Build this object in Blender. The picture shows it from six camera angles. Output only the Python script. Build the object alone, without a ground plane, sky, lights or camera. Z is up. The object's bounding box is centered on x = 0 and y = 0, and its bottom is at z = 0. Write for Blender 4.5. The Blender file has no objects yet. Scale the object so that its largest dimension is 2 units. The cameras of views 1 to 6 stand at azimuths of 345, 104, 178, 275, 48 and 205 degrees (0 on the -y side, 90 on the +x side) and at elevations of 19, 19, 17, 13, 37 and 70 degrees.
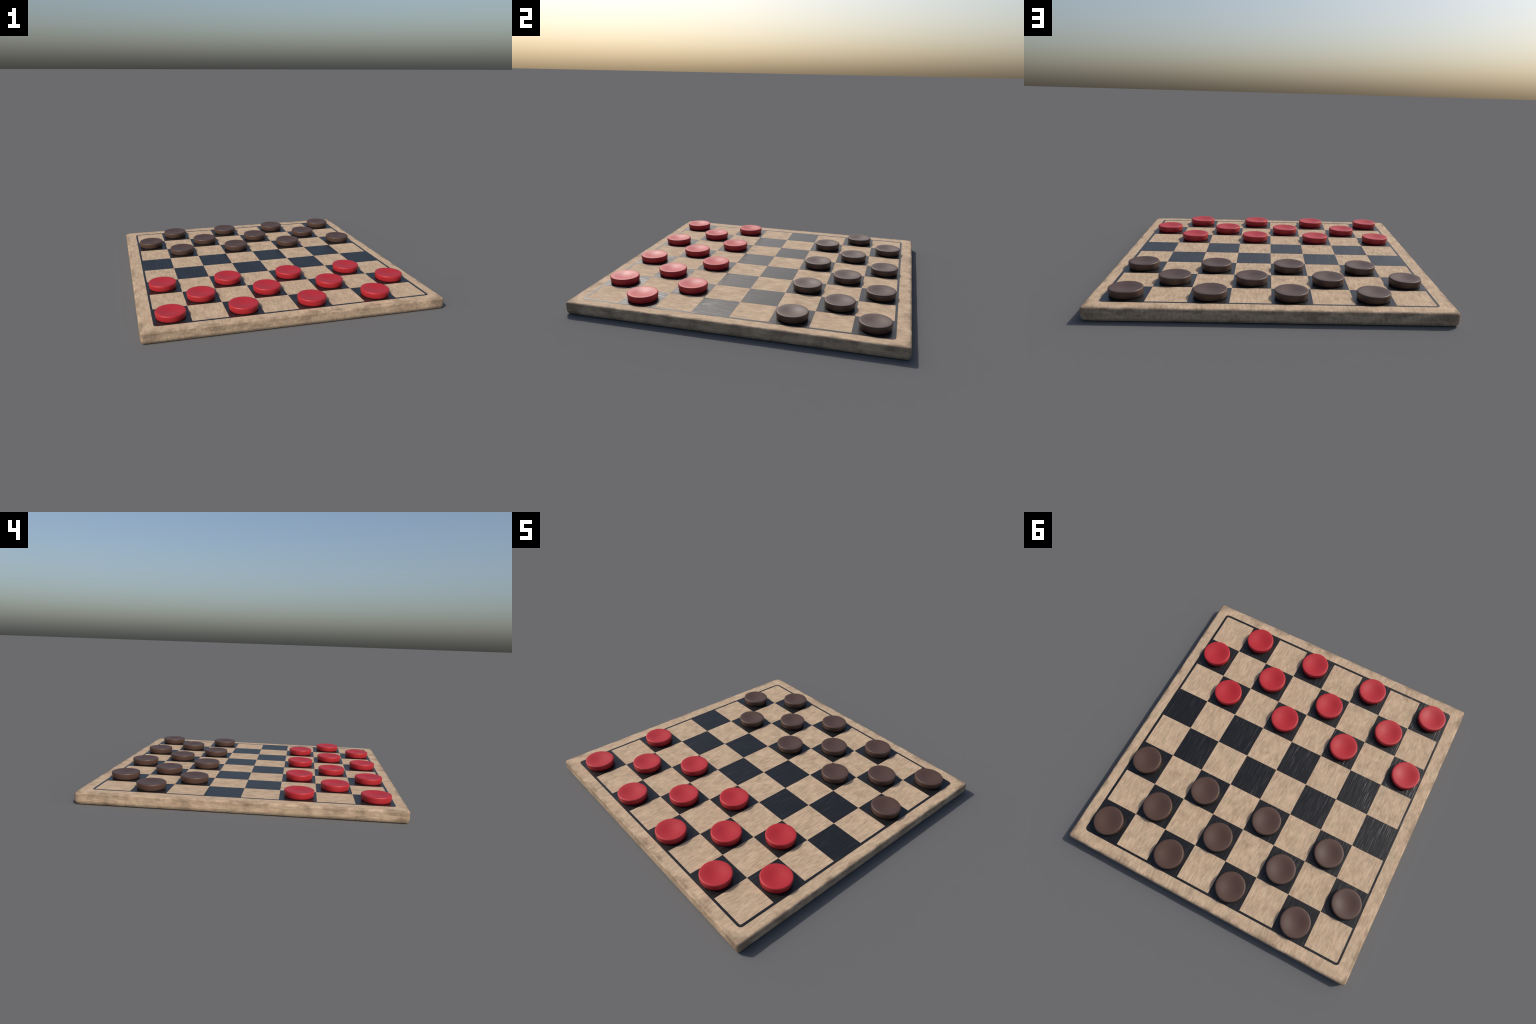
import bpy, bmesh, math, random
from mathutils import Vector, noise

random.seed(11)

# ------------------------------------------------------------------ sizes
HALF_X, HALF_Y, TOP = 0.970, 1.000, 0.0750      # wooden slab
PAINT = 0.0004                                  # thickness of the paint coat
PITCH_X, PITCH_Y = 0.2206, 0.2292               # pitch of the field
MID_X, MID_Y = 0.0019, -0.0056                  # printed field is a little off centre
IN_X0, IN_X1 = -0.8740, 0.8810                  # inner edge of the border line
IN_Y0, IN_Y1 = -0.9150, 0.9035
OUT_X0, OUT_X1 = -0.8880, 0.8975                # outer edge of the border line
OUT_Y0, OUT_Y1 = -0.9305, 0.9180
PIECE_R, PIECE_H = 0.0936, 0.0434

# ------------------------------------------------------------------ node helper
class Nodes:
    def __init__(self, name):
        self.mat = bpy.data.materials.new(name)
        self.mat.use_nodes = True
        self.t = self.mat.node_tree
        self.t.nodes.clear()
        self.out = self.t.nodes.new('ShaderNodeOutputMaterial')
        self.bsdf = self.t.nodes.new('ShaderNodeBsdfPrincipled')
        self.t.links.new(self.bsdf.outputs[0], self.out.inputs[0])

    def put(self, sock, v):
        if isinstance(v, bpy.types.NodeSocket):
            self.t.links.new(v, sock)
        else:
            sock.default_value = v

    def new(self, kind, **kw):
        n = self.t.nodes.new(kind)
        for k, v in kw.items():
            setattr(n, k, v)
        return n

    def math(self, op, a, b=0.0, c=None, clamp=False):
        n = self.new('ShaderNodeMath', operation=op, use_clamp=clamp)
        self.put(n.inputs[0], a)
        self.put(n.inputs[1], b)
        if c is not None:
            self.put(n.inputs[2], c)
        return n.outputs[0]

    def noise(self, vec, scale, detail=3.0, rough=0.55, distortion=0.0):
        n = self.new('ShaderNodeTexNoise')
        self.put(n.inputs['Vector'], vec)
        n.inputs['Scale'].default_value = scale
        n.inputs['Detail'].default_value = detail
        n.inputs['Roughness'].default_value = rough
        n.inputs['Distortion'].default_value = distortion
        return n.outputs['Fac']

    def stretch(self, vec, s, off=(0, 0, 0)):
        n = self.new('ShaderNodeMapping')
        self.put(n.inputs['Vector'], vec)
        n.inputs['Scale'].default_value = s
        n.inputs['Location'].default_value = off
        return n.outputs[0]

    def ramp(self, fac, lo, hi, a=0.0, b=1.0):
        n = self.new('ShaderNodeMapRange', clamp=True, interpolation_type='SMOOTHSTEP')
        self.put(n.inputs['Value'], fac)
        for k, v in (('From Min', lo), ('From Max', hi), ('To Min', a), ('To Max', b)):
            n.inputs[k].default_value = v
        return n.outputs[0]

    def mix(self, fac, a, b, blend='MIX'):
        n = self.new('ShaderNodeMix', data_type='RGBA', blend_type=blend)
        self.put(n.inputs['Factor'], fac)
        self.put(n.inputs['A'] if False else n.inputs[6], a if isinstance(a, bpy.types.NodeSocket) else (*a, 1))
        self.put(n.inputs[7], b if isinstance(b, bpy.types.NodeSocket) else (*b, 1))
        return n.outputs[2]

    def bump(self, height, dist, strength=1.0, normal=None):
        n = self.new('ShaderNodeBump')
        n.inputs['Distance'].default_value = dist
        n.inputs['Strength'].default_value = strength
        self.put(n.inputs['Height'], height)
        if normal is not None:
            self.put(n.inputs['Normal'], normal)
        return n.outputs[0]


def wood_material():
    m = Nodes('pale_wood')
    pos = m.new('ShaderNodeNewGeometry').outputs['Position']
    sep = m.new('ShaderNodeSeparateXYZ')
    m.put(sep.inputs[0], pos)
    x, y, z = sep.outputs
    ax, ay = m.math('ABSOLUTE', x), m.math('ABSOLUTE', y)
    drop = m.math('SUBTRACT', TOP, z)
    # unfold the side faces so that the grain runs over the edges like veneer
    dx = m.math('SUBTRACT', ax, HALF_X)
    dy = m.math('SUBTRACT', ay, HALF_Y)
    on_x = m.math('GREATER_THAN', dx, dy)
    on_y = m.math('SUBTRACT', 1.0, on_x)
    u = m.math('ADD', x, m.math('MULTIPLY', m.math('MULTIPLY', m.math('SIGN', x), drop), on_x))
    v = m.math('ADD', y, m.math('MULTIPLY', m.math('MULTIPLY', m.math('SIGN', y), m.math('MULTIPLY', drop, 2.4)), on_y))
    comb = m.new('ShaderNodeCombineXYZ')
    m.put(comb.inputs[0], u)
    m.put(comb.inputs[1], v)
    uv = comb.outputs[0]

    fine = m.noise(m.stretch(uv, (150, 19, 1)), 1.0, 4, 0.7, 0.2)
    mid = m.noise(m.stretch(uv, (80, 14, 1), (3, 7, 0)), 1.0, 4, 0.62, 0.3)
    blot = m.noise(m.stretch(uv, (15, 10, 1), (11, 2, 0)), 1.0, 5, 0.62)
    hue = m.noise(m.stretch(uv, (17, 8, 1), (5, 19, 0)), 1.0, 3, 0.6)
    hue2 = m.noise(m.stretch(uv, (60, 14, 1), (8, 31, 0)), 1.0, 3, 0.6)

    f = m.math('ADD', m.math('MULTIPLY', fine, 0.40), m.math('ADD', m.math('MULTIPLY', mid, 0.40), m.math('MULTIPLY', blot, 0.36)))
    tone = m.ramp(f, 0.40, 0.76)
    col = m.mix(tone, WOOD_DARK, WOOD_LIGHT)
    # patches that lean to olive grey or to pink
    col = m.mix(m.ramp(hue, 0.50, 0.68, 0, 0.75), col, m.mix(1.0, col, (0.93, 0.99, 0.98), 'MULTIPLY'))
    col = m.mix(m.ramp(hue2, 0.52, 0.70, 0, 0.8), col, m.mix(1.0, col, (1.02, 0.955, 0.95), 'MULTIPLY'))
    # dark pores, a few short flecks
    fleck = m.noise(m.stretch(uv, (110, 55, 1), (1, 4, 0)), 1.0, 2, 0.5)
    col = m.mix(m.ramp(fleck, 0.76, 0.84, 0, 0.45), col, (0.16, 0.115, 0.085))
    # handled grime in smudges round the rim and the side faces
    edge = m.math('MAXIMUM', dx, dy)
    corner = m.math('ADD', dx, dy)
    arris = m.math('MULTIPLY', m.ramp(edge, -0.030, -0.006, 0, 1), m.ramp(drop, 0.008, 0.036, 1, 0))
    near = m.math('ADD', m.ramp(edge, -0.060, -0.004, 0, 0.10), m.ramp(corner, -0.16, -0.0, 0, 0.13))
    near = m.math('ADD', near, m.math('MULTIPLY', arris, 0.10))
    g = m.noise(m.stretch(uv, (8, 8, 1), (40, 9, 0)), 1.0, 6, 0.66)
    smudge = m.ramp(m.math('ADD', g, near), 0.56, 0.80, 0, 0.85)
    col = m.mix(smudge, col, m.mix(1.0, col, (0.52, 0.51, 0.50), 'MULTIPLY'))
    m.put(m.bsdf.inputs['Base Color'], col)
    m.put(m.bsdf.inputs['Roughness'], m.ramp(f, 0.4, 0.8, 0.82, 0.74))
    m.bsdf.inputs['Specular IOR Level'].default_value = 0.25
    h = m.math('ADD', m.math('MULTIPLY', fine, 0.5), m.math('MULTIPLY', mid, 0.5))
    m.put(m.bsdf.inputs['Normal'], m.bump(h, 0.0009))
    return m.mat


def paint_material():
    m = Nodes('black_paint')
    pos = m.new('ShaderNodeNewGeometry').outputs['Position']
    a = m.noise(m.stretch(pos, (170, 7, 1)), 1.0, 2, 0.5, 0.1)
    b = m.noise(m.stretch(pos, (80, 7, 1), (4, 9, 0)), 1.0, 3, 0.55, 0.3)
    # raised grain threads, only in patches
    where = m.ramp(m.noise(m.stretch(pos, (7, 4, 1), (2, 5, 0)), 1.0, 3, 0.6), 0.30, 0.66, 0.45, 1.0)
    thread = m.math('MULTIPLY', m.ramp(a, 0.48, 0.74), where)
    vor = m.new('ShaderNodeTexVoronoi')
    m.put(vor.inputs['Vector'], m.stretch(pos, (10.5, 10.5, 0)))
    vor.inputs['Scale'].default_value = 1.0
    speck = m.ramp(vor.outputs['Distance'], 0.010, 0.045, 1, 0)
    tone = m.noise(m.stretch(pos, (9, 6, 1), (7, 1, 0)), 1.0, 3, 0.6)
    col = m.mix(tone, (0.0050, 0.0053, 0.0062), (0.0085, 0.0078, 0.0076))
    col = m.mix(m.math('MULTIPLY', thread, 0.75), col, (0.033, 0.031, 0.028))  # sun glints along the threads, partly painted in as a lighter base colour
    m.put(m.bsdf.inputs['Base Color'], col)
    m.put(m.bsdf.inputs['Roughness'], m.ramp(b, 0.3, 0.7, 0.31, 0.37))
    h = m.math('ADD', m.math('MULTIPLY', thread, 0.50), m.math('MULTIPLY', b, 0.75))
    n = m.bump(h, 0.0009)
    n = m.bump(speck, 0.0016, 1.0, n)
    m.put(m.bsdf.inputs['Normal'], n)
    return m.mat


def piece_material(name, base, rough):
    m = Nodes(name)
    pos = m.new('ShaderNodeTexCoord').outputs['Object']
    n = m.noise(pos, 24.0, 3, 0.6)
    hi = tuple(c * 1.04 for c in base)
    lo = tuple(c * 0.96 for c in base)
    m.put(m.bsdf.inputs['Base Color'], m.mix(n, lo, hi))
    m.put(m.bsdf.inputs['Roughness'], m.ramp(n, 0.3, 0.7, rough - 0.01, rough + 0.01))
    return m.mat


WOOD_DARK = (0.335, 0.238, 0.157)
WOOD_LIGHT = (0.570, 0.418, 0.281)

wood = wood_material()
black = paint_material()
red = piece_material('red_lacquer', (0.385, 0.0130, 0.0200), 0.49)
brown = piece_material('brown_lacquer', (0.069, 0.0350, 0.0242), 0.49)


# ------------------------------------------------------------------ geometry helpers
def mesh_object(name, bm, mat, smooth=True):
    bmesh.ops.recalc_face_normals(bm, faces=bm.faces)
    me = bpy.data.meshes.new(name)
    bm.to_mesh(me)
    bm.free()
    me.materials.append(mat)
    if smooth:
        me.polygons.foreach_set('use_smooth', [True] * len(me.polygons))
    ob = bpy.data.objects.new(name, me)
    bpy.context.scene.collection.objects.link(ob)
    return ob


def round_rect(x0, x1, y0, y1, r, step=None, arc=8):
    """outline points with outward directions, counter-clockwise"""
    out = []
    corners = [(x1 - r, y0 + r, -90), (x1 - r, y1 - r, 0), (x0 + r, y1 - r, 90), (x0 + r, y0 + r, 180)]
    for k, (cx, cy, a0) in enumerate(corners):
        for i in range(arc + 1):
            a = math.radians(a0 + 90 * i / arc)
            out.append((cx + r * math.cos(a), cy + r * math.sin(a), math.cos(a), math.sin(a)))
        if step:
            nx, ny, na = corners[(k + 1) % 4]
            px, py, dx, dy = out[-1]
            a = math.radians(na)
            qx, qy = nx + r * math.cos(a), ny + r * math.sin(a)
            n = max(1, int(math.hypot(qx - px, qy - py) / step))
            for i in range(1, n):
                t = i / n
                out.append((px + (qx - px) * t, py + (qy - py) * t, dx, dy))
    return out


# ------------------------------------------------------------------ the slab
def fill_face(bm, ring, outline, r):
    """close a flat face with an even grid instead of one huge polygon"""
    arc = 8
    z = ring[0].co.z
    starts = [i for i in range(len(outline)) if abs(outline[i][2]) > 1e-6 and abs(outline[i][3]) > 1e-6
              and (i == 0 or abs(outline[i - 1][2]) < 1e-6 or abs(outline[i - 1][3]) < 1e-6)]
    n = len(outline)
    # the four straight runs, each from the end of one arc to the start of the next
    ends = [(s + arc - 1) % n for s in starts]           # index of the last arc point
    runs = []
    for k in range(4):
        a, b = ends[k], (starts[(k + 1) % 4] - 1) % n
        run = []
        while True:
            run.append(a)
            if a == b:
                break
            a = (a + 1) % n
        runs.append(run)                                  # +x side, +y side, -x side, -y side
    ys = [outline[i][1] for i in runs[0]]
    xs = [outline[i][0] for i in runs[3]]
    grid = [[bm.verts.new((x, y, z)) for y in ys] for x in xs]
    nx, ny = len(xs), len(ys)
    for i in range(nx - 1):
        for j in range(ny - 1):
            bm.faces.new((grid[i][j], grid[i + 1][j], grid[i + 1][j + 1], grid[i][j + 1]))
    edges = [[grid[-1][j] for j in range(ny)], [grid[i][-1] for i in range(nx - 1, -1, -1)],
             [grid[0][j] for j in range(ny - 1, -1, -1)], [grid[i][0] for i in range(nx)]]
    for k in range(4):
        run, edge = runs[k], edges[k]
        for a in range(len(run) - 1):
            bm.faces.new((ring[run[a]], ring[run[a + 1]], edge[a + 1], edge[a]))
        a, corner = run[-1], edge[-1]
        for _ in range(arc):                              # fan round the corner
            b = (a + 1) % n
            bm.faces.new((ring[a], ring[b], corner))
            a = b


def build_board():
    bm = bmesh.new()
    R, B = 0.020, 0.012                           # corner and upper rounding
    outline = round_rect(-HALF_X, HALF_X, -HALF_Y, HALF_Y, R, step=0.008, arc=8)
    profile = [(0.0160, TOP)]                      # (inset, z)
    for i in range(7):
        a = math.pi / 2 * (1 - i / 6)
        profile.append((B - B * math.cos(a), TOP - B + B * math.sin(a)))
    for i in range(1, 7):
        profile.append((0.0, TOP - B + (0.025 - (TOP - B)) * i / 7))
    # the lower arris is planed off at a slant
    profile += [(0.0, 0.0250), (0.0003, 0.0212), (0.0011, 0.0170), (0.0025, 0.0130), (0.0044, 0.0092),
                (0.0065, 0.0057), (0.0086, 0.0027), (0.0107, 0.0007), (0.0140, 0.0)]
    profile.append((0.0165, 0.0))
    rings = []
    for inset, z in profile:
        ring = []
        for px, py, dx, dy in outline:
            # a worn arris: shallow dents, never outside the nominal box
            w = max(0.0, 1.0 - max(0.0, inset) / 0.012)
            p = Vector((px * 9, py * 9, z * 22))
            d = 0.5 + 0.5 * noise.fractal(p, 0.7, 2.0, 4)
            d2 = 0.5 + 0.5 * noise.noise(Vector((px * 45, py * 45, z * 30)))
            rim = math.exp(-((z - TOP) / 0.016) ** 2) + 0.5 * math.exp(-(z / 0.014) ** 2)
            dent = (0.0008 + 0.0022 * rim) * max(0.0, min(1.0, d)) ** 2 + 0.0006 * rim * d2
            s = min(inset, R - 0.001) if inset < R else inset
            k = s + dent * w
            zz = z - (0.35 * dent * rim if (z > TOP * 0.5 and 0 < inset < 0.012) else 0.0)
            ring.append(bm.verts.new((px - dx * k, py - dy * k, zz)))
        rings.append(ring)
    n = len(outline)
    for a, b in zip(rings, rings[1:]):
        for i in range(n):
            bm.faces.new((a[i], a[(i + 1) % n], b[(i + 1) % n], b[i]))
    for ring in (rings[0], rings[-1]):
        fill_face(bm, ring, outline, R)
    ob = mesh_object('checkers_board', bm, wood)
    ob['label'] = 'pale wooden checkers board with black painted squares'
    ob['category'] = 'game board'
    return ob


board = build_board()


# ------------------------------------------------------------------ painted field
def grid_lines(mid, pitch, lo, hi):
    return [lo] + [mid + (k - 4) * pitch for k in range(1, 8)] + [hi]


XS = grid_lines(MID_X, PITCH_X, IN_X0, IN_X1)
YS = grid_lines(MID_Y, PITCH_Y, IN_Y0, IN_Y1)


def build_square(w, h):
    """thin coat of paint with a tiny sloping edge"""
    bm = bmesh.new()
    e = 0.0004
    low = [bm.verts.new((sx * w / 2, sy * h / 2, -0.0006)) for sx, sy in ((-1, -1), (1, -1), (1, 1), (-1, 1))]
    top = [bm.verts.new((sx * (w / 2 - e), sy * (h / 2 - e), PAINT)) for sx, sy in ((-1, -1), (1, -1), (1, 1), (-1, 1))]
    bm.faces.new(top)
    bm.faces.new(low)
    for i in range(4):
        bm.faces.new((low[i], low[(i + 1) % 4], top[(i + 1) % 4], top[i]))
    return mesh_object('dark_square', bm, black, smooth=False)


shared = {}
for i in range(8):
    for j in range(8):
        if (i + j) % 2:
            continue
        # squares at the rim run a hair under the border line
        x0, x1, y0, y1 = XS[i], XS[i + 1], YS[j], YS[j + 1]
        if i == 0: x0 -= 0.002
        if i == 7: x1 += 0.002
        if j == 0: y0 -= 0.002
        if j == 7: y1 += 0.002
        w, h = x1 - x0, y1 - y0
        key = (round(w, 4), round(h, 4))
        if key not in shared:
            shared[key] = ob = build_square(w, h)
        else:
            ob = shared[key].copy()
            bpy.context.scene.collection.objects.link(ob)
        ob.location = ((x0 + x1) / 2, (y0 + y1) / 2, TOP)
        ob.parent = board


def build_border_line():
    bm = bmesh.new()
    arc = 10
    outer = round_rect(OUT_X0, OUT_X1, OUT_Y0, OUT_Y1, 0.024, arc=arc)
    inner = round_rect(IN_X0, IN_X1, IN_Y0, IN_Y1, 0.011, arc=arc)
    e, h = 0.0004, PAINT + 0.00015
    rings = []
    for pts, side, z in ((outer, 0, TOP - 0.0006), (outer, -e, TOP + h), (inner, e, TOP + h), (inner, 0, TOP - 0.0006)):
        rings.append([bm.verts.new((x + dx * side, y + dy * side, z)) for x, y, dx, dy in pts])
    n = len(outer)
    for k in range(4):
        a, b = rings[k], rings[(k + 1) % 4]
        for i in range(n):
            bm.faces.new((a[i], a[(i + 1) % n], b[(i + 1) % n], b[i]))
    ob = mesh_object('border_line', bm, black, smooth=False)
    ob.parent = board


build_border_line()


# ------------------------------------------------------------------ playing pieces
def build_piece(name, mat, seg=32):
    """turned disc: rounded foot and rim, dished top"""
    R, H = PIECE_R, PIECE_H
    # a slight draft narrows the wall towards the foot
    prof = [(0.0, 0.0), (R - 0.0105, 0.0), (R - 0.0075, 0.0008), (R - 0.0052, 0.0026), (R - 0.0037, 0.0055),
            (R - 0.0027, 0.0095), (R - 0.0012, 0.0220), (R, 0.0350), (R - 0.0001, 0.0372), (R - 0.0008, 0.0396),
            (R - 0.0020, 0.0415), (R - 0.0036, 0.0428), (R - 0.0054, H)]
    # the dish: level at the rim, steepest half way, level again in the middle
    r0, z0, depth = R - 0.0054, H, 0.0085
    for k in range(1, 17):
        r = r0 * (1 - k / 16)
        prof.append((r, z0 - depth * (0.5 + 0.5 * math.cos(math.pi * (r / r0) ** 1.1))))
    bm = bmesh.new()
    prev = None
    for r, z in prof:
        if r < 1e-6:
            ring = [bm.verts.new((0, 0, z))]
        else:
            ring = [bm.verts.new((r * math.cos(2 * math.pi * s / seg), r * math.sin(2 * math.pi * s / seg), z)) for s in range(seg)]
        if prev:
            for s in range(seg):
                a, b = prev[s % len(prev)], prev[(s + 1) % len(prev)]
                c, d = ring[(s + 1) % len(ring)], ring[s % len(ring)]
                vs = []
                for v in (a, b, c, d):
                    if v not in vs:
                        vs.append(v)
                bm.faces.new(vs)
        prev = ring
    return mesh_object(name, bm, mat)


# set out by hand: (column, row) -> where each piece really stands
PLACED = {
    (0, 0): (-0.7771, -0.8247), (2, 0): (-0.3293, -0.8270), (4, 0): (0.1173, -0.8270), (6, 0): (0.5576, -0.8252),
    (1, 1): (-0.5542, -0.5865), (3, 1): (-0.1097, -0.5829), (5, 1): (0.3353, -0.5844), (7, 1): (0.7830, -0.5861),
    (0, 2): (-0.7767, -0.3552), (2, 2): (-0.3274, -0.3510), (4, 2): (0.1174, -0.3534), (6, 2): (0.5585, -0.3511),
    (1, 5): (-0.5504, 0.3451), (3, 5): (-0.1079, 0.3412), (5, 5): (0.3388, 0.3457), (7, 5): (0.7862, 0.3387),
    (0, 6): (-0.7776, 0.5742), (2, 6): (-0.3292, 0.5717), (4, 6): (0.1144, 0.5753), (6, 6): (0.5560, 0.5797),
    (1, 7): (-0.5512, 0.8128), (3, 7): (-0.1060, 0.8086), (5, 7): (0.3315, 0.8096), (7, 7): (0.7810, 0.8032),
}
first = {}
for (i, j), (x, y) in PLACED.items():
    side = 'red' if j < 3 else 'brown'
    if side not in first:
        ob = first[side] = build_piece('checker_piece', red if side == 'red' else brown)
        ob['label'] = 'round glossy %s checker with a dished top' % side
        ob['category'] = 'game piece'
    else:
        ob = first[side].copy()
        bpy.context.scene.collection.objects.link(ob)
    ob.location = (x, y, TOP + PAINT + 0.0003)
    ob.rotation_euler = (0, 0, random.uniform(0, 6.28))
